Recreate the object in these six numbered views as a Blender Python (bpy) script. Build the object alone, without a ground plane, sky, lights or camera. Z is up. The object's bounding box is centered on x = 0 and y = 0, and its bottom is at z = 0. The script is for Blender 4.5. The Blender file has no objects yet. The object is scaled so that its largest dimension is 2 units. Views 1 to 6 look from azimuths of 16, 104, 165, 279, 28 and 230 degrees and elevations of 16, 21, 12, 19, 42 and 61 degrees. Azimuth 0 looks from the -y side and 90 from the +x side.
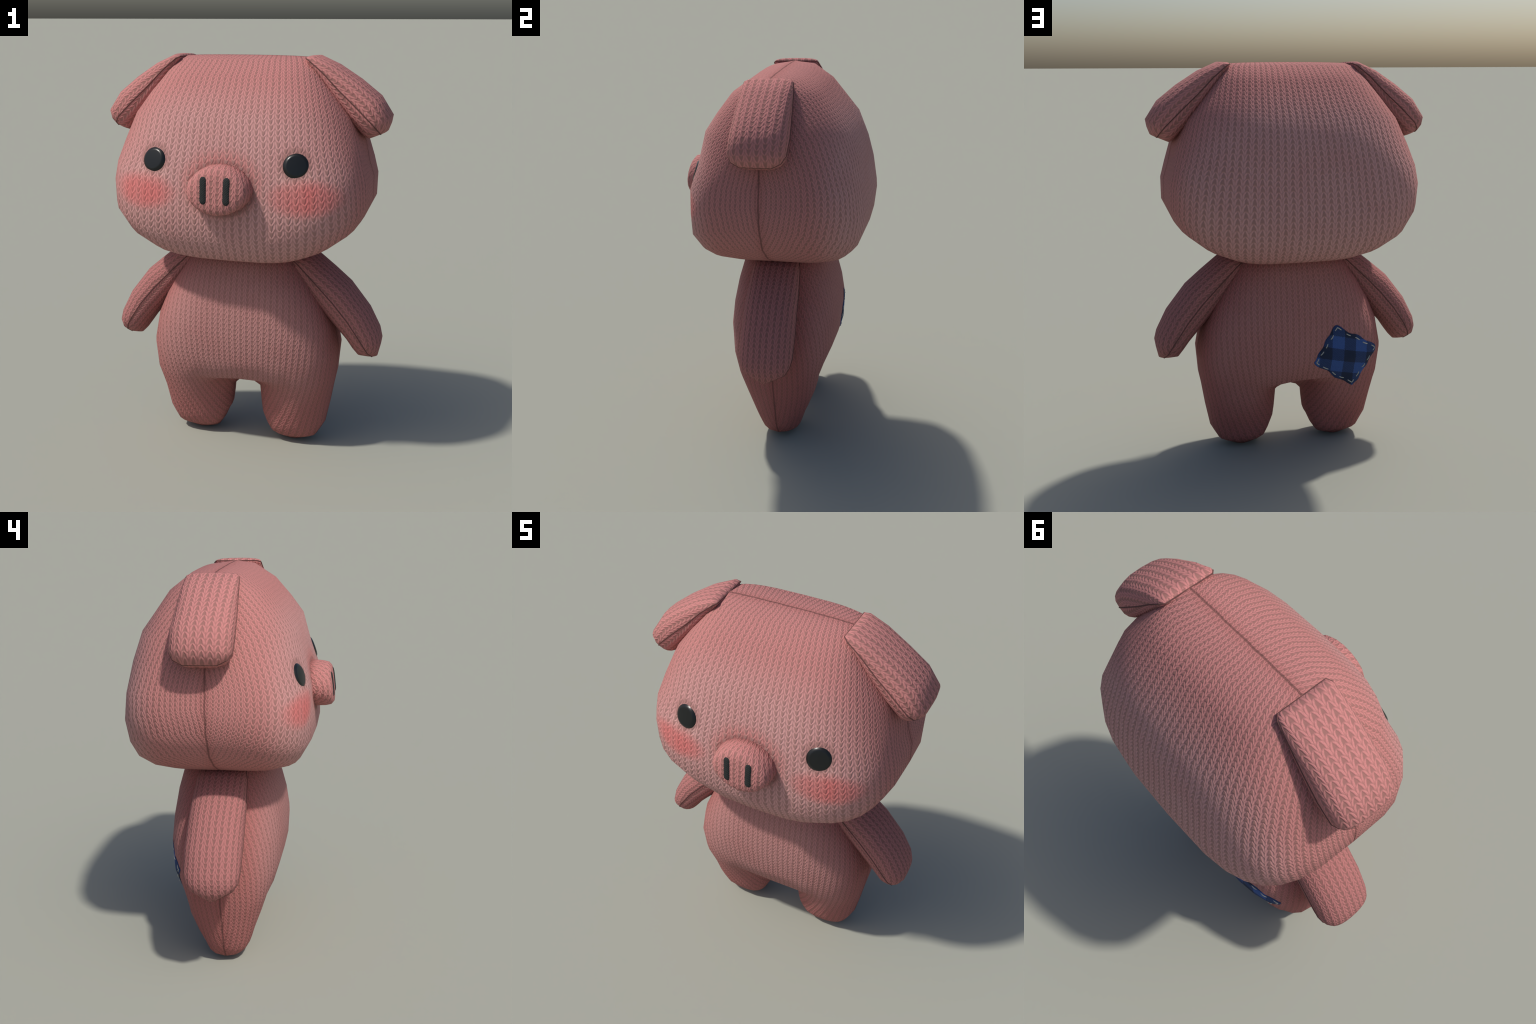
"""Knitted plush pig: a big pillow-shaped head sewn from a front and a back panel, a pear-shaped
body with two stubby legs, flat sewn ears and arms, button eyes, a stuffed snout and a plaid patch."""
import math
import random

import bpy
import numpy as np
from mathutils import Vector
from mathutils.bvhtree import BVHTree

random.seed(7)
SEAM_Y = 0.03          # plane in which the front and back panels are sewn together


# --------------------------------------------------------------------------- small mesh builder
class Builder:
    """Collects vertices (welded by position) and faces with one knit coordinate per corner."""

    def __init__(self):
        self.verts, self.index, self.faces, self.uvs, self.tags = [], {}, [], [], []

    def vert(self, p):
        key = tuple(round(c, 5) + 0.0 for c in p)
        if key not in self.index:
            self.index[key] = len(self.verts)
            self.verts.append(tuple(float(c) for c in p))
        return self.index[key]

    def face(self, points, uvs, tag=0):
        ids, uv = [], []
        for p, t in zip(points, uvs):
            i = self.vert(p)
            if i not in ids:
                ids.append(i)
                uv.append((float(t[0]), float(t[1])))
        if len(ids) > 2:
            self.faces.append(ids)
            self.uvs.append(uv)
            self.tags.append(tag)

    def strip(self, a, ua, b, ub, tag=0):
        for i in range(len(a) - 1):
            self.face([a[i], a[i + 1], b[i + 1], b[i]], [ua[i], ua[i + 1], ub[i + 1], ub[i]], tag)

    def whole_mesh(self, name="body"):
        me = bpy.data.meshes.new(name)
        me.from_pydata(self.verts, [], self.faces)
        import bmesh
        bm = bmesh.new()
        bm.from_mesh(me)
        before = [tuple(v.index for v in f.verts) for f in bm.faces]
        bmesh.ops.recalc_face_normals(bm, faces=bm.faces)
        flipped = [tuple(v.index for v in f.verts) != b for f, b in zip(bm.faces, before)]
        bm.free()
        for k, flip in enumerate(flipped):
            if flip:
                self.faces[k].reverse()
                self.uvs[k].reverse()
        me.clear_geometry()
        me.from_pydata(self.verts, [], self.faces)
        me.update()
        return me

    def flatten_panels(self, wale, row):
        """Lay each sewn panel (front, back) flat like the cloth it was cut from, so that the stitches keep
        their shape; place it so that it agrees with the measured coordinates in the middle of the panel."""
        mid = [np.mean([self.verts[i] for i in f], axis=0) for f in self.faces]
        bulge = max(abs(c[1] - SEAM_Y) for c in mid)
        for side in (-1, 1):
            chosen = [k for k, c in enumerate(mid) if (c[1] - SEAM_Y) * side > 0 and np.ptp(np.array(self.uvs[k]), axis=0).max() > 0]
            used = sorted({i for k in chosen for i in self.faces[k]})
            new = {i: n for n, i in enumerate(used)}
            me = bpy.data.meshes.new("panel")
            me.from_pydata([self.verts[i] for i in used], [], [[new[i] for i in self.faces[k]] for k in chosen])
            layer = me.uv_layers.new(name="flat")
            ob = add_object("panel", me)
            bpy.context.view_layer.objects.active = ob
            ob.select_set(True)
            bpy.ops.object.mode_set(mode="EDIT")
            bpy.ops.mesh.select_all(action="SELECT")
            bpy.ops.uv.unwrap(method="ANGLE_BASED", margin=0.0)
            bpy.ops.object.mode_set(mode="OBJECT")
            flat = np.zeros(len(me.loops) * 2)
            me.uv_layers[0].data.foreach_get("uv", flat)
            flat = flat[0::2] + 1j * flat[1::2]
            bpy.data.objects.remove(ob)
            bpy.data.meshes.remove(me)
            want = np.array([u * wale + 1j * v * row for k in chosen for u, v in self.uvs[k]])
            weight = np.concatenate([[max(0.0, abs(mid[k][1] - SEAM_Y) / bulge - 0.45) + 1e-4] * len(self.faces[k]) for k in chosen])
            best = None
            for z in (flat, np.conj(flat)):
                a = np.stack([z, np.ones_like(z)], 1) * np.sqrt(weight)[:, None]
                sol = np.linalg.lstsq(a, want * np.sqrt(weight), rcond=None)[0]
                got = z * sol[0] + sol[1]
                err = float((weight * abs(got - want) ** 2).sum())
                if best is None or err < best[0]:
                    best = (err, got)
            got, n = best[1], 0
            for k in chosen:
                m = len(self.faces[k])
                self.uvs[k] = [(z.real / wale, z.imag / row) for z in got[n:n + m]]
                n += m

    def objects(self, names, material, flat=None):
        """One object per tag; all share the vertex normals of the whole surface."""
        whole = self.whole_mesh()
        if flat:
            self.flatten_panels(*flat)
        normals = [tuple(n.vector) for n in whole.vertex_normals]
        self.tree = BVHTree.FromPolygons(self.verts, self.faces)
        made = []
        for tag, name in enumerate(names):
            faces = [k for k, t in enumerate(self.tags) if t == tag]
            used = sorted({i for k in faces for i in self.faces[k]})
            new = {i: n for n, i in enumerate(used)}
            me = bpy.data.meshes.new(name)
            me.from_pydata([self.verts[i] for i in used], [], [[new[i] for i in self.faces[k]] for k in faces])
            layer = me.uv_layers.new(name="knit")
            flat = [c for k in faces for uv in self.uvs[k] for c in uv]
            layer.data.foreach_set("uv", flat)
            me.polygons.foreach_set("use_smooth", [True] * len(me.polygons))
            me.materials.append(material)
            me.update()
            me.normals_split_custom_set_from_vertices([normals[i] for i in used])
            made.append(add_object(name, me))
        bpy.data.meshes.remove(whole)
        return made


def add_object(name, data, parent=None):
    ob = bpy.data.objects.new(name, data)
    bpy.context.scene.collection.objects.link(ob)
    if parent is not None:
        ob.parent = parent
    return ob


def arc(points):
    """Running length along a polyline."""
    p = np.asarray(points, float)
    return np.concatenate([[0.0], np.cumsum(np.linalg.norm(np.diff(p, axis=0), axis=1))])


# --------------------------------------------------------------------------- shader helpers
class Nodes:
    def __init__(self, name):
        self.mat = bpy.data.materials.new(name)
        self.mat.use_nodes = True
        self.tree = self.mat.node_tree
        self.tree.nodes.clear()
        self.out = self.new("ShaderNodeOutputMaterial")
        self.bsdf = self.new("ShaderNodeBsdfPrincipled")
        self.link(self.bsdf.outputs[0], self.out.inputs[0])

    def new(self, kind, **settings):
        n = self.tree.nodes.new(kind)
        for k, v in settings.items():
            setattr(n, k, v)
        return n

    def link(self, a, b):
        self.tree.links.new(a, b)

    def put(self, socket, value):
        if hasattr(value, "is_output"):
            self.link(value, socket)
        else:
            socket.default_value = value

    def math(self, op, a, b=0.0, c=0.0, clamp=False):
        n = self.new("ShaderNodeMath", operation=op, use_clamp=clamp)
        for s, v in zip(n.inputs, (a, b, c)):
            self.put(s, v)
        return n.outputs[0]

    def step(self, x, lo, hi, out_lo=0.0, out_hi=1.0):
        n = self.new("ShaderNodeMapRange", interpolation_type="SMOOTHSTEP")
        for s, v in zip(n.inputs[:5], (x, lo, hi, out_lo, out_hi)):
            self.put(s, v)
        return n.outputs[0]

    def mix(self, fac, a, b, blend="MIX"):
        n = self.new("ShaderNodeMix", data_type="RGBA", blend_type=blend)
        self.put(n.inputs[0], fac)
        self.put(n.inputs[6], a if hasattr(a, "is_output") else (*a, 1.0))
        self.put(n.inputs[7], b if hasattr(b, "is_output") else (*b, 1.0))
        return n.outputs[2]

    def noise(self, vector, scale, detail=2.0, rough=0.5, colour=False):
        n = self.new("ShaderNodeTexNoise")
        self.link(vector, n.inputs["Vector"])
        n.inputs["Scale"].default_value = scale
        n.inputs["Detail"].default_value = detail
        n.inputs["Roughness"].default_value = rough
        return n.outputs[1] if colour else n.outputs[0]

    def xyz(self, vector):
        n = self.new("ShaderNodeSeparateXYZ")
        self.link(vector, n.inputs[0])
        return n.outputs

    def coords(self):
        return self.new("ShaderNodeTexCoord").outputs["Object"]

    def blob(self, pos, centre, radii, soft_lo, soft_hi, power=2.0):
        """1 inside a rounded box around centre, fading to 0 (sizes per axis)."""
        total = None
        for axis, c, r in zip(pos, centre, radii):
            d = self.math("POWER", self.math("ABSOLUTE", self.math("DIVIDE", self.math("SUBTRACT", axis, c), r)), power)
            total = d if total is None else self.math("ADD", total, d)
        return self.step(total, soft_lo, soft_hi, 1.0, 0.0)


# colours (linear)
THREAD_PALE = (0.615, 0.325, 0.312)
THREAD_DEEP = (0.545, 0.222, 0.211)
PIT = (0.290, 0.140, 0.124)  # darkened gap colours: occlusion between the strands is painted in
PIT_PALE = (0.330, 0.180, 0.162)
BLUSH = (0.690, 0.172, 0.162)
BLUSH_PIT = (0.480, 0.125, 0.116)
SEAM_DARK = (0.125, 0.058, 0.052)


def knit_material(name, pale_from=0.2, pale_to=0.4, face=False, seam=True, pale=True, tone=(1, 1, 1), back_tone=None, hollow=1.0):
    m = Nodes(name)
    obj = m.coords()
    pos = m.xyz(obj)
    uv = m.new("ShaderNodeUVMap", uv_map="knit").outputs[0]
    # wandering of the yarn, so that no two stitches are the same
    wob = m.xyz(m.noise(uv, 0.55, 2.0, 0.6, colour=True))
    u0, v0, _ = m.xyz(uv)
    u = m.math("ADD", u0, m.math("MULTIPLY", m.math("SUBTRACT", wob[0], 0.5), 0.34))
    v = m.math("ADD", v0, m.math("MULTIPLY", m.math("SUBTRACT", wob[1], 0.5), 0.55))
    # each wale has its own small shift
    wale = m.new("ShaderNodeTexWhiteNoise", noise_dimensions="1D")
    m.link(m.math("FLOOR", u), wale.inputs["W"])
    v = m.math("ADD", v, m.math("MULTIPLY", wale.outputs[0], 0.3))
    a = m.math("ABSOLUTE", m.math("SUBTRACT", m.math("FRACT", u), 0.5))          # 0 mid wale .. 0.5 edge
    row = m.math("FRACT", v)

    def strand(t):
        """One leg of a loop: a leaf-shaped piece of yarn curving from the foot of the V up to the wale's edge."""
        back = m.math("MAXIMUM", m.math("SUBTRACT", 1.0, m.math("DIVIDE", t, 1.3)), 0.0)
        centre = m.math("SUBTRACT", 0.395, m.math("MULTIPLY", m.math("POWER", back, 2.6), 0.300))
        across = m.step(m.math("ABSOLUTE", m.math("SUBTRACT", a, centre)), 0.05, 0.20, 1.0, 0.0)
        ends = m.math("MULTIPLY", m.step(t, -0.24, 0.22), m.step(t, 0.85, 1.5, 1.0, 0.0))
        return m.math("MULTIPLY", across, ends)

    yarn = m.math("MAXIMUM", strand(row), m.math("MAXIMUM", strand(m.math("ADD", row, 1.0)), strand(m.math("SUBTRACT", row, 1.0))))
    gap = m.math("SUBTRACT", 1.0, yarn)
    pit = m.math("MULTIPLY", gap, m.step(a, 0.30, 0.40, 0.90, 0.60))
    # colour
    blotch = m.noise(obj, 5.0, 3.0, 0.6)
    if pale:
        belly = m.step(m.math("ABSOLUTE", m.math("SUBTRACT", pos[1], SEAM_Y)), pale_from, pale_to)
        belly = m.math("MULTIPLY", belly, m.step(blotch, 0.3, 0.6, 0.75, 1.0))
        thread = m.mix(belly, THREAD_DEEP, THREAD_PALE)
    else:
        thread = m.mix(blotch, THREAD_DEEP, m_scale(THREAD_DEEP, 1.06))
    pit_colour = m.mix(belly, PIT, PIT_PALE) if pale else m.mix(0.0, PIT, PIT)
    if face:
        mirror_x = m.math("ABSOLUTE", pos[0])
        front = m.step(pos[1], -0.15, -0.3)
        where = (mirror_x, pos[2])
        halo = m.math("MULTIPLY", m.blob(where, (0.345, 1.478), (0.085, 0.055), 0.0, 1.6), front)  # light patch below each eye, baked shading lightened into the yarn
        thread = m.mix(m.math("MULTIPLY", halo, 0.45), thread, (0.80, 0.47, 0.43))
        red = m.math("MULTIPLY", m.blob((pos[0], pos[2]), (0.0, 1.44), (0.20, 0.155), 0.45, 1.3), front)
        thread = m.mix(m.math("MULTIPLY", red, 0.65), thread, (0.56, 0.190, 0.172))
        cheek = m.math("MULTIPLY", m.blob(where, (0.388, 1.386), (0.172, 0.094), 0.0, 1.3, 2.0), front)
        cheek = m.math("MULTIPLY", cheek, m.step(m.noise(obj, 11.0, 2.0), 0.25, 0.6, 0.72, 1.0))
        thread = m.mix(m.math("MULTIPLY", cheek, 0.84), thread, BLUSH)
        pit_colour = m.mix(m.math("MULTIPLY", cheek, 0.75), pit_colour, BLUSH_PIT)
        painted_eye_ao = m.math("MULTIPLY", m.blob(where, (0.337, 1.540), (0.082, 0.082), 0.5, 1.05), front)
        thread = m.mix(m.math("MULTIPLY", painted_eye_ao, 0.55), thread, PIT)
        rim = m.math("MULTIPLY", m.blob((pos[0], pos[2]), (0.0, 1.415), (0.160, 0.126), 1.0, 1.2), front)
        thread = m.mix(m.math("MULTIPLY", rim, 0.5), thread, m_scale(PIT, 0.6))
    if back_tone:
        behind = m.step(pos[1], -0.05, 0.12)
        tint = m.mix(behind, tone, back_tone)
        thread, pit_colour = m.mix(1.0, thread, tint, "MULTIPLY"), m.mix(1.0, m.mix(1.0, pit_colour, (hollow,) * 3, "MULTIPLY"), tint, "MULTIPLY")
    elif tone != (1, 1, 1):
        thread, pit_colour = m.mix(1.0, thread, tone, "MULTIPLY"), m.mix(1.0, pit_colour, tone, "MULTIPLY")
    fuzz = m.noise(uv, 9.0, 2.0)
    thread = m.mix(0.22, thread, m.mix(m.step(fuzz, 0.3, 0.7), (0.30, 0.30, 0.30), (1, 1, 1)), "MULTIPLY")
    shade = pit
    colour = m.mix(shade, thread, pit_colour)
    height = yarn
    if seam:
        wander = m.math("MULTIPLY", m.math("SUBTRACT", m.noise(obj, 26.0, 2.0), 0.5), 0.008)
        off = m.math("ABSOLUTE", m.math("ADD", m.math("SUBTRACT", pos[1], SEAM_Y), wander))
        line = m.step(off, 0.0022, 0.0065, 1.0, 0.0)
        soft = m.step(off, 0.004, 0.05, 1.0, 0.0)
        colour = m.mix(m.math("MULTIPLY", soft, 0.22), colour, (0.30, 0.085, 0.075))  # soft occlusion along the seam, tinted into the base colour
        colour = m.mix(m.math("MULTIPLY", line, 0.70), colour, SEAM_DARK)
        height = m.math("SUBTRACT", yarn, m.math("MULTIPLY", line, 1.2))
    bump = m.new("ShaderNodeBump")
    bump.inputs["Strength"].default_value = 0.36
    bump.inputs["Distance"].default_value = 0.010
    m.link(height, bump.inputs["Height"])
    m.link(bump.outputs[0], m.bsdf.inputs["Normal"])
    m.link(colour, m.bsdf.inputs["Base Color"])
    m.bsdf.inputs["Roughness"].default_value = 0.92
    m.bsdf.inputs["Specular IOR Level"].default_value = 0.12
    return m.mat


def m_scale(c, f):
    return tuple(min(1.0, x * f) for x in c)


def plain_material(name, colour, rough, spec=0.5, grain=0.0, coat=0.0):
    m = Nodes(name)
    obj = m.coords()
    n = m.noise(obj, 90.0, 2.0)
    m.link(m.mix(n, m_scale(colour, 1 - grain), m_scale(colour, 1 + grain)), m.bsdf.inputs["Base Color"])
    m.bsdf.inputs["Roughness"].default_value = rough
    m.bsdf.inputs["Specular IOR Level"].default_value = spec
    m.bsdf.inputs["Coat Weight"].default_value = coat
    m.bsdf.inputs["Coat Roughness"].default_value = 0.2
    return m.mat


def plaid_material(name):
    """Buffalo check: broad dark bands both ways; where one band crosses plain cloth, twill lines."""
    m = Nodes(name)
    obj = m.coords()
    x, y, z = m.xyz(obj)
    ragged = m.math("MULTIPLY", m.math("SUBTRACT", m.noise(obj, 160.0, 1.0), 0.5), 0.10)
    # cloth is pulled a little askew
    cx = m.math("ADD", m.math("DIVIDE", m.math("ADD", x, 0.229), 0.066), ragged)
    cz = m.math("ADD", m.math("DIVIDE", m.math("ADD", z, m.math("ADD", m.math("MULTIPLY", x, -0.26), -0.620)), 0.0665), ragged)

    def band(t):
        f = m.math("FRACT", m.math("MULTIPLY", t, 0.5))
        return m.math("SUBTRACT", m.step(f, 0.47, 0.53), m.math("MAXIMUM", m.step(f, 0.97, 1.03), m.step(f, 0.03, -0.03)))

    bx, bz = band(cx), band(cz)
    both = m.math("ADD", bx, bz)
    twill = m.new("ShaderNodeTexWave", wave_type="BANDS", bands_direction="X")
    tilt = m.new("ShaderNodeMapping")
    tilt.inputs["Rotation"].default_value = (0, math.radians(-40), 0)
    m.link(obj, tilt.inputs["Vector"])
    m.link(tilt.outputs[0], twill.inputs["Vector"])
    twill.inputs["Scale"].default_value = 52.0
    twill.inputs["Distortion"].default_value = 1.5
    twill.inputs["Detail"].default_value = 1.0
    half = m.step(twill.outputs["Fac"], 0.25, 0.75)
    level = m.math("ADD", m.step(both, 1.2, 1.8, 0.0, 0.30),
                   m.math("MULTIPLY", m.step(both, 0.3, 0.8), m.math("ADD", 0.52, m.math("MULTIPLY", half, 0.30))), clamp=True)
    level = m.math("ADD", level, m.math("MULTIPLY", m.step(both, 1.2, 1.8), 0.35), clamp=True)
    base = m.mix(level, (0.048, 0.102, 0.310), (0.020, 0.030, 0.066))
    speck = m.noise(obj, 420.0, 2.0, 0.7)
    base = m.mix(0.5, base, m.mix(m.step(speck, 0.3, 0.65), (0.45, 0.45, 0.5), (1.15, 1.15, 1.15)), "MULTIPLY")
    m.link(base, m.bsdf.inputs["Base Color"])
    bump = m.new("ShaderNodeBump")
    bump.inputs["Strength"].default_value = 0.35
    bump.inputs["Distance"].default_value = 0.002
    m.link(m.math("ADD", half, speck), bump.inputs["Height"])
    m.link(bump.outputs[0], m.bsdf.inputs["Normal"])
    m.bsdf.inputs["Roughness"].default_value = 0.85
    m.bsdf.inputs["Specular IOR Level"].default_value = 0.2
    return m.mat


# --------------------------------------------------------------------------- shared cross-section
def half_row(x, seam_z, depth, mid_z, box, steps, side):
    """Superelliptic curve from the middle of a panel (x = 0) to the seam, on the front (side -1) or back (+1)."""
    pts = []
    for i in range(steps + 1):
        t = i / steps * math.pi / 2
        s, c = math.sin(t) ** (2 / box), max(0.0, math.cos(t)) ** (2 / box)
        if i == steps:
            c = 0.0
        pts.append((x * s, SEAM_Y + side * depth * c, seam_z + (mid_z - seam_z) * max(0.0, math.cos(t)) ** 1.5))
    return pts


def mirrored(points):
    return [(-p[0], p[1], p[2]) for p in points]


# --------------------------------------------------------------------------- head
# Rows from the top seam (flat crown) down to the bottom seam. seam_x / seam_z: outline of the two
# panels; front / back: how far each panel bulges; mid_z: height of the row in the middle of the panel;
# box: squareness of the row on each panel.
HEAD = dict(
    seam_x=[0.329, 0.351, 0.388, 0.455, 0.532, 0.590, 0.611, 0.635, 0.635, 0.577, 0.480, 0.363, 0.264, 0.175],
    seam_z=[1.990, 1.977, 1.913, 1.827, 1.726, 1.606, 1.512, 1.437, 1.325, 1.201, 1.120, 1.061, 1.023, 0.990],
    front=[0.000, 0.123, 0.230, 0.302, 0.367, 0.403, 0.438, 0.445, 0.446, 0.406, 0.381, 0.302, 0.166, 0.000],
    back=[0.000, 0.144, 0.242, 0.310, 0.378, 0.430, 0.448, 0.471, 0.458, 0.427, 0.380, 0.315, 0.175, 0.000],
    mid_z=[1.998, 1.981, 1.908, 1.815, 1.728, 1.584, 1.446, 1.300, 1.189, 1.117, 1.066, 1.039, 1.017, 0.994],
    box_front=[2.900, 3.300, 3.600, 3.700, 3.200, 3.100, 3.850, 3.600, 3.450, 3.380, 3.050, 3.700, 3.450, 3.100],
    box_back=[2.900, 3.400, 3.600, 3.450, 3.200, 3.100, 4.050, 3.600, 3.380, 3.420, 3.370, 3.800, 3.500, 3.100],
)
HEAD_WALE, HEAD_ROW = 0.0365, 0.0290


def build_head(material):
    b = Builder()
    n = len(HEAD["seam_x"])
    for side, key in ((-1, "front"), (1, "back")):
        rows = [half_row(HEAD["seam_x"][k], HEAD["seam_z"][k], HEAD[key][k], HEAD["mid_z"][k], HEAD["box_" + key][k], 8, side) for k in range(n)]
        down = arc([r[0] for r in rows])
        flip = 1 if side < 0 else -1                     # loops hang down in front, stand up behind
        for sx in (1, -1):
            coords = []
            for k, r in enumerate(rows):
                across = arc(r)
                wale = HEAD_WALE * float(np.interp(k, [0, 3, 7, 9, 11, n - 1], [0.82, 0.90, 1.02, 0.99, 0.86, 0.74]))
                coords.append([(sx * a / wale, -flip * down[k] / HEAD_ROW) for a in across])
            for k in range(n - 1):
                r0, r1 = (rows[k], rows[k + 1]) if sx > 0 else (mirrored(rows[k]), mirrored(rows[k + 1]))
                b.strip(r0, coords[k], r1, coords[k + 1])
    return b.objects(["head"], material, (HEAD_WALE, HEAD_ROW))[0], b.tree


# --------------------------------------------------------------------------- body and legs, one surface
TORSO = dict(
    seam_x=[0.247, 0.303, 0.359, 0.411, 0.459, 0.488, 0.476],
    seam_z=[1.060, 0.979, 0.894, 0.799, 0.682, 0.535, 0.381],
    front=[0.200, 0.228, 0.255, 0.273, 0.282, 0.271, 0.240],
    back=[0.218, 0.244, 0.270, 0.286, 0.294, 0.282, 0.234],
    mid_z=[1.060, 0.968, 0.872, 0.765, 0.644, 0.507, 0.399],
    box=[2.472, 2.651, 2.868, 3.089, 3.284, 3.332, 3.631],
)
LEG = dict(
    outer_x=[0.452, 0.427, 0.407, 0.382, 0.366, 0.352, 0.326],
    inner_x=[0.077, 0.084, 0.091, 0.115, 0.132, 0.159, 0.191],
    outer_z=[0.233, 0.112, 0.076, 0.034, 0.030, 0.021, 0.010],
    inner_z=[0.262, 0.184, 0.141, 0.100, 0.059, 0.019, 0.007],
    front=[0.191, 0.151, 0.131, 0.117, 0.098, 0.069, 0.038],
    back=[0.203, 0.159, 0.129, 0.119, 0.106, 0.077, 0.049],
    box=[2.307, 2.477, 2.618, 2.811, 2.738, 2.314, 1.702],
    mid_z=[0.288, 0.181, 0.116, 0.079, 0.046, 0.025, 0.002],
)
BODY_WALE, BODY_ROW = 0.0290, 0.0236
STEPS, INNER = 7, 5                        # facets from mid panel to side seam; points across the crotch
CROTCH_Z = 0.305
ARCH = [0.085, 0.050, 0.020, 0.0, 0.0, 0.0, 0.0]


def leg_ring(k):
    """Closed ring of a leg: first the outer part from front inner corner to back inner corner, then the inner part."""
    q = {key: LEG[key][k] for key in LEG}
    mid, half = (q["outer_x"] + q["inner_x"]) / 2, (q["outer_x"] - q["inner_x"]) / 2
    outer = [-135 + 270 * i / (2 * STEPS) for i in range(2 * STEPS + 1)]
    inner = [135 + 90 * (i + 1) / (INNER + 1) for i in range(INNER)]
    pts = []
    for deg in outer + inner:
        c, s = math.cos(math.radians(deg)), math.sin(math.radians(deg))
        if abs(s) < 1e-9:
            s = 0.0
        px, py = math.copysign(abs(c) ** (2 / q["box"]), c), math.copysign(abs(s) ** (2 / q["box"]), s)
        w = abs(s) ** 1.5
        z = (q["outer_z"] if c > 0 else q["inner_z"]) * (1 - w) + q["mid_z"] * w
        # the arch between the legs is carried high at its front and back edges
        z += ARCH[k] * max(0.0, -c) ** 0.8 * min(1.0, abs(s) / 0.5) ** 1.2
        pts.append((mid + half * px, SEAM_Y + (q["front"] if py < 0 else q["back"]) * py, max(0.0, z)))
    return pts


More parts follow.
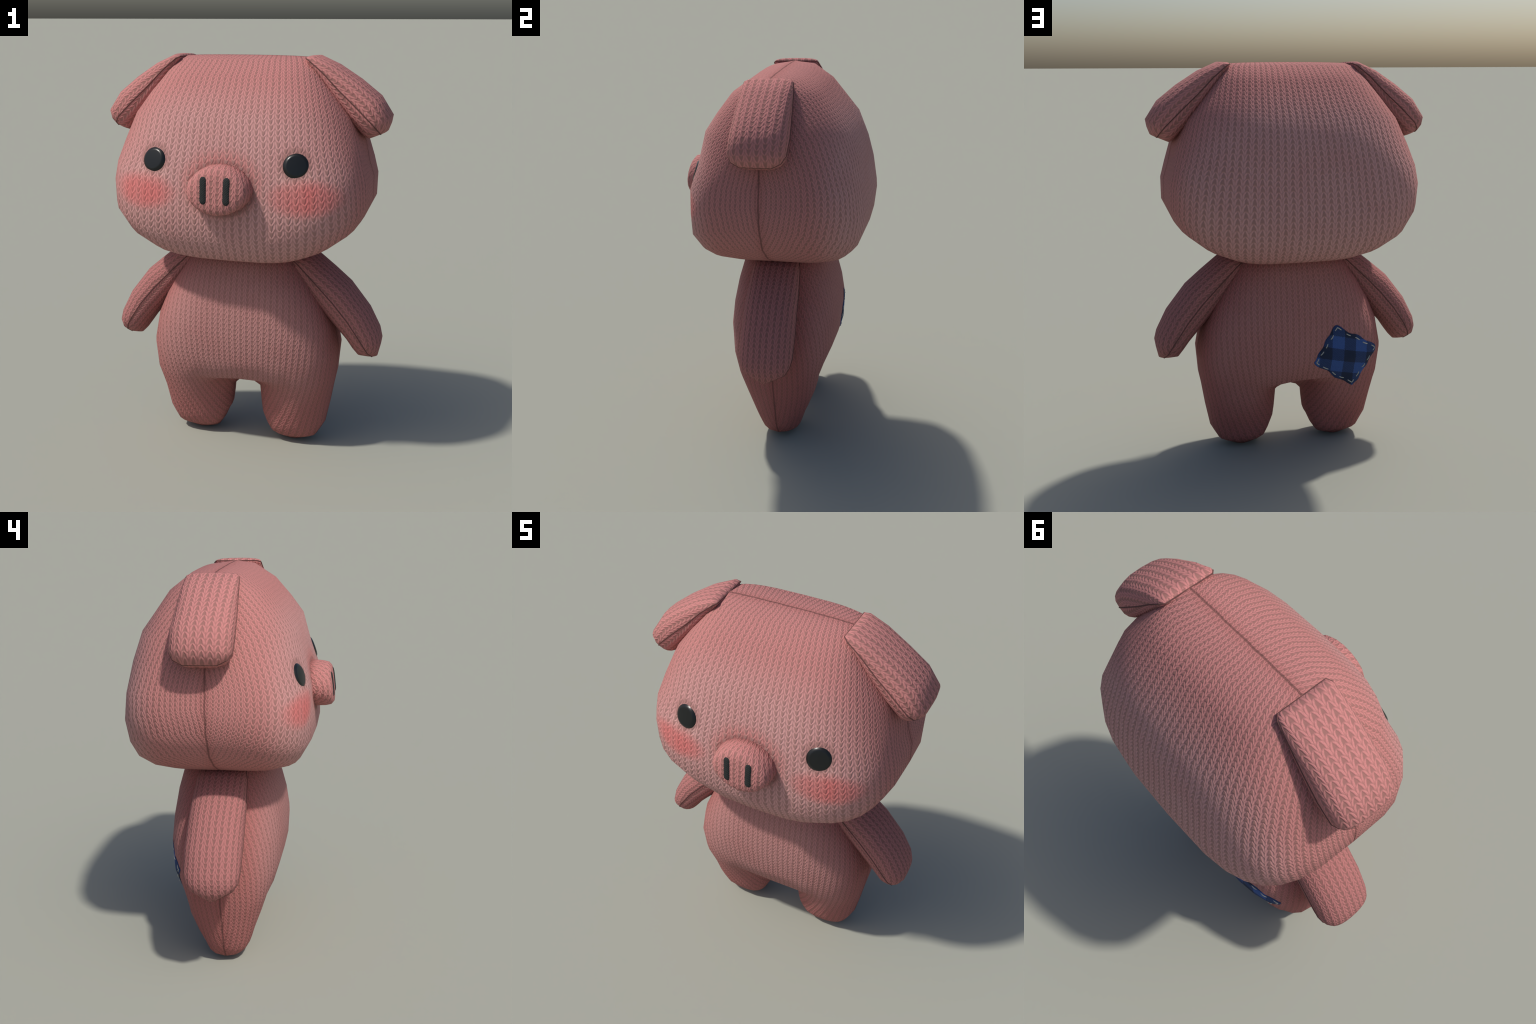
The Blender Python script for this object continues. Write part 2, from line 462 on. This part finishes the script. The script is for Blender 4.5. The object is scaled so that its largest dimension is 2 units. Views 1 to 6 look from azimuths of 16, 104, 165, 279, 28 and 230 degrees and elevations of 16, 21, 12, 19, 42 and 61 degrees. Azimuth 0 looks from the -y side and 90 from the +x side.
def build_body(material):
    b = Builder()
    rows = []
    for k in range(len(TORSO["seam_x"])):
        args = (TORSO["seam_x"][k], TORSO["seam_z"][k])
        f = half_row(*args, TORSO["front"][k], TORSO["mid_z"][k], TORSO["box"][k], STEPS, -1)
        r = half_row(*args, TORSO["back"][k], TORSO["mid_z"][k], TORSO["box"][k], STEPS, 1)
        rows.append(f + r[-2::-1])
    crotch_front, crotch_back = rows[-1][0], rows[-1][-1]
    saddle = []                            # across the crotch at x = 0, back to front, lowest at the seam
    for i in range(INNER):
        y = crotch_back[1] + (crotch_front[1] - crotch_back[1]) * (i + 1) / (INNER + 1)
        end = crotch_back if y > SEAM_Y else crotch_front
        s = min(1.0, abs((y - SEAM_Y) / (end[1] - SEAM_Y)))
        saddle.append((0.0, y, CROTCH_Z + (end[2] - CROTCH_Z) * s ** 1.15))
    top_ring = rows[-1] + saddle
    rings = [leg_ring(k) for k in range(len(LEG["box"]))]
    middle = []                            # eases the crotch into the leg
    for i, (p, q) in enumerate(zip(top_ring, rings[0])):
        inner = i > 2 * STEPS
        near = max(0.0, 1 - p[0] / 0.22)           # 1 at the middle of the body, 0 on the leg
        fx, fz = (0.64, 0.36) if inner else (0.5 + 0.2 * near, 0.5 - 0.25 * near)
        middle.append((p[0] + (q[0] - p[0]) * fx, p[1] + (q[1] - p[1]) * 0.5, p[2] + (q[2] - p[2]) * fz))
    leg_rings = [top_ring, middle] + rings

    # knit coordinates
    down = list(arc([r[0] for r in rows]))
    quarter = 2                            # a point in the middle of the leg's front
    leg_down = down[-1] + arc([r[quarter] for r in leg_rings])

    def across(ring):
        front, back = ring[:STEPS + 1], ring[STEPS:2 * STEPS + 1]
        def measured(line):
            """Distance across the panel; on the legs counted from the middle of the leg's front or back."""
            run = arc(line)
            ref = quarter if line[0][0] > 1e-6 else 0
            return [a - run[ref] + line[ref][0] for a in run]
        return measured(front), measured(back[::-1])[::-1]

    for sx, leg_tag in ((1, 1), (-1, 2)):
        def put(p):
            return [(sx * q[0], q[1], q[2]) for q in p]

        def uvs(us, v):
            lean = 0.16 * max(0.0, v - down[-1])       # the wales lean towards the inside of the leg
            return [(sx * (a + lean) / BODY_WALE, -v / BODY_ROW) for a in us]

        for k in range(len(rows) - 1):
            (f0, b0), (f1, b1) = across(rows[k]), across(rows[k + 1])
            b.strip(put(rows[k][:STEPS + 1]), uvs(f0, down[k]), put(rows[k + 1][:STEPS + 1]), uvs(f1, down[k + 1]), 0)
            b.strip(put(rows[k][STEPS:]), uvs(b0, down[k]), put(rows[k + 1][STEPS:]), uvs(b1, down[k + 1]), 0)
        for k in range(len(leg_rings) - 1):
            r0, r1 = leg_rings[k], leg_rings[k + 1]
            (f0, b0), (f1, b1) = across(r0), across(r1)
            v0, v1 = leg_down[k], leg_down[k + 1]
            b.strip(put(r0[:STEPS + 1]), uvs(f0, v0), put(r1[:STEPS + 1]), uvs(f1, v1), leg_tag)
            b.strip(put(r0[STEPS:2 * STEPS + 1]), uvs(b0, v0), put(r1[STEPS:2 * STEPS + 1]), uvs(b1, v1), leg_tag)
            # inner side: back half then front half, coordinates run on from the panels' inner edges
            half = INNER // 2 + 1
            for r_from, r_to in ((0, half), (half, INNER + 1)):
                in0 = [r0[2 * STEPS]] + r0[2 * STEPS + 1:] + [r0[0]]
                in1 = [r1[2 * STEPS]] + r1[2 * STEPS + 1:] + [r1[0]]
                a0, a1 = arc(in0), arc(in1)
                if r_from == 0:
                    w0, w1 = [b0[-1] - a for a in a0], [b1[-1] - a for a in a1]
                else:
                    w0, w1 = [f0[0] - (a0[-1] - a) for a in a0], [f1[0] - (a1[-1] - a) for a in a1]
                sl = slice(r_from, r_to + 1)
                b.strip(put(in0[sl]), uvs(w0[sl], v0), put(in1[sl]), uvs(w1[sl], v1), leg_tag)
        # sole
        last = put(leg_rings[-1])
        centre = (sx * sum(p[0] for p in leg_rings[-1]) / len(last), SEAM_Y, 0.0)
        v = leg_down[-1] / BODY_ROW
        for i in range(len(last)):
            p, q = last[i], last[(i + 1) % len(last)]
            b.face([p, q, centre], [(t[0] / BODY_WALE, -v - (t[1] - SEAM_Y) / BODY_ROW) for t in (p, q, centre)], leg_tag)
        # neck opening, hidden inside the head
        top = put(rows[0])
        for i in range(len(top) - 1):
            b.face([top[i], top[i + 1], (0, SEAM_Y, 1.062)], [(0, 0)] * 3, 0)
        b.face([top[0], top[-1], (0, SEAM_Y, 1.062)], [(0, 0)] * 3, 0)
    # the two neck halves share the middle line, drop the doubled inner triangles
    keep = [k for k, f in enumerate(b.faces) if not (b.tags[k] == 0 and len(f) == 3 and all(abs(b.verts[i][0]) < 1e-6 for i in f))]
    b.faces, b.uvs, b.tags = ([lst[k] for k in keep] for lst in (b.faces, b.uvs, b.tags))
    torso, leg_a, leg_b = b.objects(["torso", "leg", "leg"], material, (BODY_WALE, BODY_ROW))
    return torso, [leg_a, leg_b], b.tree


# --------------------------------------------------------------------------- ears and arms: sewn pads
def catmull(points, values_at):
    """Smooth curve through control points, evaluated at parameters 0..len-1."""
    p = np.asarray(points, float)
    out = []
    for t in values_at:
        i = min(int(t), len(p) - 2)
        f = t - i
        p0, p1, p2, p3 = p[max(i - 1, 0)], p[i], p[i + 1], p[min(i + 2, len(p) - 1)]
        out.append(0.5 * (2 * p1 + (p2 - p0) * f + (2 * p0 - 5 * p1 + 4 * p2 - p3) * f * f + (3 * p1 - p0 - 3 * p2 + p3) * f ** 3))
    return np.array(out)


def build_pad(name, sections, sx, wale, row, flip, knit, cord_material, box=2.7):
    """sections: (x, z) of the seam, y of front and back edge, (x, z) of outer crest, (x, z) of inner crest."""
    b = Builder()
    steps = 6
    outer, inner = [], []
    for seam, y_front, y_back, crest, hollow in sections:
        yc, w = (y_front + y_back) / 2, (y_back - y_front) / 2
        for store, top in ((outer, crest), (inner, hollow)):
            line = []
            for i in range(2 * steps + 1):
                t = math.pi * (1 - i / (2 * steps))
                c, s = math.cos(t), max(0.0, math.sin(t))
                yy = math.copysign(abs(c) ** (2 / box), c) if abs(c) > 1e-9 else 0.0
                h = s ** (2 / box) if 0 < i < 2 * steps else 0.0
                line.append((sx * (seam[0] + (top[0] - seam[0]) * h), yc + w * yy, seam[1] + (top[1] - seam[1]) * h))
            store.append(line)
    down = arc([((s[0][0] + s[3][0]) / 2, 0, (s[0][1] + s[3][1]) / 2) for s in sections])
    for lines, hand in ((outer, 1), (inner, -1)):
        coords = []
        for k, line in enumerate(lines):
            a = arc(line)
            coords.append([(hand * (t - a[-1] / 2) / wale, -flip * down[k] / row) for t in a])
        for k in range(len(lines) - 1):
            b.strip(lines[k], coords[k], lines[k + 1], coords[k + 1])
    # close both ends
    for k in (0, len(sections) - 1):
        for i in range(2 * steps):
            quad = [outer[k][i], outer[k][i + 1], inner[k][i + 1], inner[k][i]]
            b.face(quad, [(q[1] / wale, -flip * (down[k] + 0.0) / row + q[2] / row * 0.5) for q in quad])
    pad = b.objects([name], knit)[0]
    # the seam cord that closes the two panels, joined into the same mesh
    front = [l[0] for l in outer]
    back = [l[-1] for l in outer]
    path = [Vector(p) for p in front + back[::-1] + front[:1]]
    clean = [path[0]]
    for p in path[1:]:
        if (p - clean[-1]).length > 1e-4:
            clean.append(p)
    cord = sweep(clean, 0.0028, 6)
    add_faces(pad.data, cord, cord_material)
    return pad


def sweep(path, radius, sides):
    """Tube along a polyline: vertices and quads."""
    verts, faces = [], []
    for i, p in enumerate(path):
        d = (path[min(i + 1, len(path) - 1)] - path[max(i - 1, 0)]).normalized()
        n = d.cross(Vector((0.3, 0.2, 0.9))).normalized()
        m = d.cross(n)
        for k in range(sides):
            a = 2 * math.pi * k / sides
            verts.append(p + (n * math.cos(a) + m * math.sin(a)) * radius)
    for i in range(len(path) - 1):
        for k in range(sides):
            faces.append([i * sides + k, i * sides + (k + 1) % sides, (i + 1) * sides + (k + 1) % sides, (i + 1) * sides + k])
    return verts, faces


def add_faces(me, part, material):
    """Append a loose shell to a mesh as a second material, keeping the normals that are there."""
    import bmesh
    old_loops = len(me.loops)
    normals = [tuple(c.vector) for c in me.corner_normals]
    bm = bmesh.new()
    bm.from_mesh(me)
    me.materials.append(material)
    vs = [bm.verts.new(v) for v in part[0]]
    for f in part[1]:
        g = bm.faces.new([vs[i] for i in f])
        g.material_index = len(me.materials) - 1
        g.smooth = True
    bm.to_mesh(me)
    bm.free()
    me.update()
    fresh = [tuple(n.vector) for n in me.vertex_normals]
    normals += [fresh[l.vertex_index] for l in list(me.loops)[old_loops:]]
    me.normals_split_custom_set(normals)


def resample(sections, params):
    """Rows of a pad from a few control sections; params are fractional section indices."""
    flat = [(s[0][0], s[0][1], s[1], s[2], *s[3], *s[4]) for s in sections]
    return [((r[0], r[1]), r[2], r[3], (r[4], r[5]), (r[6], r[7])) for r in catmull(flat, params)]


EAR = [  # seam (x, z), front y, back y, outer crest (x, z), inner crest (x, z): root to tip
    ((0.312, 1.989), -0.078, 0.140, (0.318, 1.998), (0.308, 1.982)),
    ((0.330, 1.980), -0.093, 0.155, (0.352, 2.000), (0.318, 1.962)),
    ((0.394, 1.928), -0.098, 0.165, (0.450, 1.958), (0.362, 1.893)),
    ((0.475, 1.848), -0.104, 0.172, (0.557, 1.891), (0.430, 1.800)),
    ((0.567, 1.764), -0.108, 0.180, (0.653, 1.816), (0.510, 1.705)),
    ((0.638, 1.695), -0.107, 0.176, (0.711, 1.727), (0.575, 1.640)),
    ((0.660, 1.665), -0.085, 0.155, (0.705, 1.692), (0.592, 1.624)),
    ((0.668, 1.645), -0.042, 0.112, (0.692, 1.655), (0.603, 1.617)),
]
ARM = [
    ((0.235, 1.035), -0.080, 0.140, (0.270, 1.060), (0.210, 1.000)),
    ((0.295, 0.990), -0.095, 0.155, (0.368, 1.024), (0.240, 0.930)),
    ((0.402, 0.886), -0.106, 0.167, (0.455, 0.955), (0.325, 0.830)),
    ((0.472, 0.815), -0.108, 0.170, (0.540, 0.884), (0.390, 0.755)),
    ((0.549, 0.723), -0.108, 0.174, (0.643, 0.752), (0.470, 0.670)),
    ((0.612, 0.630), -0.104, 0.172, (0.695, 0.648), (0.528, 0.606)),
    ((0.636, 0.588), -0.096, 0.160, (0.706, 0.602), (0.560, 0.560)),
    ((0.652, 0.552), -0.070, 0.138, (0.700, 0.565), (0.585, 0.525)),
    ((0.662, 0.508), 0.010, 0.048, (0.688, 0.514), (0.604, 0.506)),
]


# --------------------------------------------------------------------------- face
def build_snout(material):
    """Stuffed oval button of knit; its face leans a little forward at the bottom."""
    b = Builder()
    cz, a, h, seg = 1.416, 0.152, 0.114, 16
    # (y, scale): from inside the head to the middle of the face
    profile = [(-0.385, 1.03), (-0.425, 1.0), (-0.455, 0.985), (-0.483, 0.93), (-0.496, 0.80), (-0.500, 0.50), (-0.501, 0.0)]
    rings, coords = [], []
    for k, (y, s) in enumerate(profile):
        ring, uv = [], []
        for i in range(seg + 1):
            t = 2 * math.pi * i / seg
            c, n = math.cos(t), math.sin(t)
            lemon = (abs(c) ** 1.88 + abs(n) ** 1.88) ** (-1 / 1.88)     # a little pointed at the sides
            x, z = a * s * c * lemon, h * s * n * lemon
            ring.append((x, y - (0.0 if k < 2 else -1.0) * (z * 0.10), cz + z))
            spread = 1.0 + 0.55 * max(0, 3 - k) / 3
            uv.append((a * c * s * spread / 0.0310, h * n * s * spread / 0.0262))
        ring[-1] = ring[0]
        rings.append(ring)
        coords.append(uv)
    for k in range(len(rings) - 1):
        b.strip(rings[k], coords[k], rings[k + 1], coords[k + 1])
    b.face(rings[0][:-1][::-1], coords[0][:-1][::-1])
    return b.objects(["snout"], material)[0], b.tree


def mesh_object(name, verts, faces, material, parent=None, smooth=True):
    me = bpy.data.meshes.new(name)
    me.from_pydata([tuple(v) for v in verts], [], faces)
    me.polygons.foreach_set("use_smooth", [smooth] * len(me.polygons))
    me.materials.append(material)
    me.update()
    return add_object(name, me, parent)


def build_eye(tree, x, z, material):
    """Flat-topped plastic button with a rounded rim, lying on the face."""
    hit, normal, _, _ = tree.ray_cast(Vector((x, -2, z)), Vector((0, 1, 0)))
    # average normal around the eye so that it sits flat
    total = Vector()
    for dx, dz in ((0, 0), (0.05, 0), (-0.05, 0), (0, 0.05), (0, -0.05)):
        total += tree.ray_cast(Vector((x + dx, -2, z + dz)), Vector((0, 1, 0)))[1]
    normal = total.normalized()
    if normal.y > 0:
        normal.negate()
    normal = (normal + Vector((math.copysign(0.035, x), 0, -0.02))).normalized()      # turned a little outwards
    hit = hit - normal * 0.003                                                    # pressed into the stuffing
    side = normal.cross(Vector((0, 0, 1))).normalized()
    up = side.cross(normal)
    profile = [(0.0, 0.0085), (0.64, 0.0084), (0.70, 0.0078), (0.76, 0.0060), (0.88, 0.0008), (0.95, -0.0045), (1.0, -0.0140), (0.97, -0.03)]
    seg, radius = 40, 0.0655
    verts, faces = [hit + normal * profile[0][1]], []
    for r, h in profile[1:]:
        for i in range(seg):
            t = 2 * math.pi * i / seg
            verts.append(hit + (side * math.cos(t) + up * math.sin(t)) * (radius * r) + normal * h)
    for i in range(seg):
        faces.append([0, 1 + i, 1 + (i + 1) % seg])
    for k in range(len(profile) - 2):
        o = 1 + k * seg
        for i in range(seg):
            j = (i + 1) % seg
            faces.append([o + i, o + seg + i, o + seg + j, o + j])
    return mesh_object("eye", verts, faces, material)


def build_nostril(tree, x, z0, z1, material):
    """Embroidered bar: twisted black yarn with rounded ends, half sunk into the snout."""
    verts, faces = [], []
    rows, sides, radius = 120, 40, 0.0156
    for k in range(rows + 1):
        f = k / rows
        z = z0 + (z1 - z0) * f
        end = min(f, 1 - f) * (z1 - z0)
        cap = math.sqrt(max(0.0, 1 - (1 - min(1.0, end / radius)) ** 2))
        hit = tree.ray_cast(Vector((x, -2, z)), Vector((0, 1, 0)))[0]
        lean = 0.01 * (z - (z0 + z1) / 2)
        for i in range(sides):
            t = 2 * math.pi * i / sides
            twist = 0.0009 * math.cos(8 * t - 2 * math.pi * z / 0.0105)
            r = max(0.0002, radius * cap + twist * cap)
            verts.append(Vector((hit.x + lean * x / abs(x) + r * math.cos(t), hit.y + 0.0012 + 0.36 * r * math.sin(t), z)))
    for k in range(rows):
        for i in range(sides):
            j = (i + 1) % sides
            faces.append([k * sides + i, k * sides + j, (k + 1) * sides + j, (k + 1) * sides + i])
    faces.append(list(range(sides))[::-1])
    faces.append([rows * sides + i for i in range(sides)])
    return mesh_object("nostril", verts, faces, material)


# --------------------------------------------------------------------------- patch on the back
PATCH_CORNERS = [(-0.180, 0.701), (-0.434, 0.541), (-0.301, 0.330), (-0.056, 0.502)]     # x, z as seen from behind


def build_patch(tree, cloth, yarn):
    def flat(s, t):
        a, b, c, d = (Vector(p) for p in PATCH_CORNERS)
        p = a.lerp(b, s).lerp(d.lerp(c, s), t)
        # pulled in between the stitches, a little wavy along each side
        edge = min(s, 1 - s, t, 1 - t)
        wave = (0.0050 * math.sin(s * 15 + t * 5 + 0.6) + 0.0030 * math.sin(t * 19 - s * 7)) * max(0.0, 1 - edge * 6)
        centre = (a + b + c + d) / 4
        out = (p - centre).normalized()
        corner = (abs(2 * s - 1) * abs(2 * t - 1)) ** 6
        return p + out * (wave - 0.008 * corner)

    def on_body(p, lift):
        hit, normal, _, _ = tree.ray_cast(Vector((p[0], 2, p[1])), Vector((0, -1, 0)))
        if normal.y < 0:
            normal = -normal
        return hit + normal * lift

    n = 28
    verts, faces = [], []
    for layer, lift in ((0, 0.0018), (1, -0.004)):
        for i in range(n + 1):
            for j in range(n + 1):
                s, t = i / n, j / n
                edge = min(s, 1 - s, t, 1 - t)
                puff = 0.0012 * min(1.0, edge * 7) if layer == 0 else 0
                verts.append(on_body(flat(s, t), lift + puff))
    size = (n + 1) ** 2
    for i in range(n):
        for j in range(n):
            a = i * (n + 1) + j
            faces.append([a, a + 1, a + n + 2, a + n + 1])
            faces.append([size + a, size + a + n + 1, size + a + n + 2, size + a + 1])
    rim = [j for j in range(n)] + [i * (n + 1) + n for i in range(n)] + [n * (n + 1) + n - j for j in range(n)] + [(n - i) * (n + 1) for i in range(n)]
    for p, q in zip(rim, rim[1:] + rim[:1]):
        faces.append([p, size + p, size + q, q])
    patch = mesh_object("patch", verts, faces, cloth)
    import bmesh
    bm = bmesh.new()
    bm.from_mesh(patch.data)
    bmesh.ops.recalc_face_normals(bm, faces=bm.faces)
    bm.to_mesh(patch.data)
    bm.free()
    # running stitches just inside each side
    inset, count = 0.055, 5
    sides = [((0, 0), (1, 0)), ((1, 0), (1, 1)), ((1, 1), (0, 1)), ((0, 1), (0, 0))]
    for (s0, t0), (s1, t1) in sides:
        for k in range(count):
            f0 = 0.045 + k * 0.205 + random.uniform(-0.012, 0.012)
            f1 = f0 + 0.105 + random.uniform(-0.012, 0.012)
            path = []
            for m in range(7):
                f = f0 + (f1 - f0) * m / 6
                s, t = s0 + (s1 - s0) * f, t0 + (t1 - t0) * f
                s, t = min(max(s, inset), 1 - inset), min(max(t, inset), 1 - inset)
                arch = math.sin(math.pi * m / 6)
                path.append(on_body(flat(s, t), 0.0008 + 0.0034 * arch))
            v, f = sweep(path, 0.0027, 8)
            f.append(list(range(8))[::-1])
            f.append([48 + i for i in range(8)])
            mesh_object("stitch", v, f, yarn, patch)
    return patch


# --------------------------------------------------------------------------- assemble
def main():
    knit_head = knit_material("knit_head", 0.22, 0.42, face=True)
    knit_body = knit_material("knit_body", 0.13, 0.27, tone=(0.79, 0.715, 0.71), back_tone=(0.77, 0.65, 0.645), hollow=1.2)  # body yarn darkened for baked ambient occlusion, back more than front
    knit_pad = knit_material("knit_ear", seam=False, pale=False)
    knit_arm = knit_material("knit_arm", seam=False, pale=False, tone=(0.80, 0.78, 0.79))  # ear colour dimmed to carry the shading baked on the arms
    cord = plain_material("seam_yarn", (0.145, 0.070, 0.064), 0.95, 0.1, 0.3)
    button = plain_material("button_plastic", (0.0075, 0.0085, 0.0090), 0.28, 0.38, 0.03)
    black_yarn = plain_material("black_yarn", (0.022, 0.024, 0.024), 0.8, 0.25, 0.2)
    plaid = plaid_material("plaid_cloth")
    thread = plain_material("stitch_thread", (0.42, 0.42, 0.39), 0.8, 0.2, 0.15)

    pig = bpy.data.objects.new("plush_pig", None)
    bpy.context.scene.collection.objects.link(pig)
    pig["label"] = "pink knitted plush pig with button eyes and blue plaid patch"
    pig["category"] = "plush toy"

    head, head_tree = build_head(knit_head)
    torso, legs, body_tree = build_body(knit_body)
    parts = [head, torso, *legs]
    ear_rows = resample(EAR, [0, 1, 2, 3, 4, 5, 6, 7])
    arm_rows = resample(ARM, [0, 1, 2, 3, 4, 5, 6, 7, 8])
    for sx in (1, -1):
        ear = build_pad("ear", ear_rows, sx, 0.0370, 0.0280, sx, knit_pad, cord, 2.8)
        ear.parent = head
        parts.append(build_pad("arm", arm_rows, sx, 0.0318, 0.0260, -sx, knit_arm, cord, 2.35))
    snout, snout_tree = build_snout(knit_pad)
    parts.append(snout)
    for sx in (1, -1):
        build_eye(head_tree, sx * 0.343, 1.532, button).parent = head
        build_nostril(snout_tree, sx * 0.0545, 1.361, 1.486, black_yarn).parent = snout
    parts.append(build_patch(body_tree, plaid, thread))
    for p in parts:
        p.parent = pig


main()
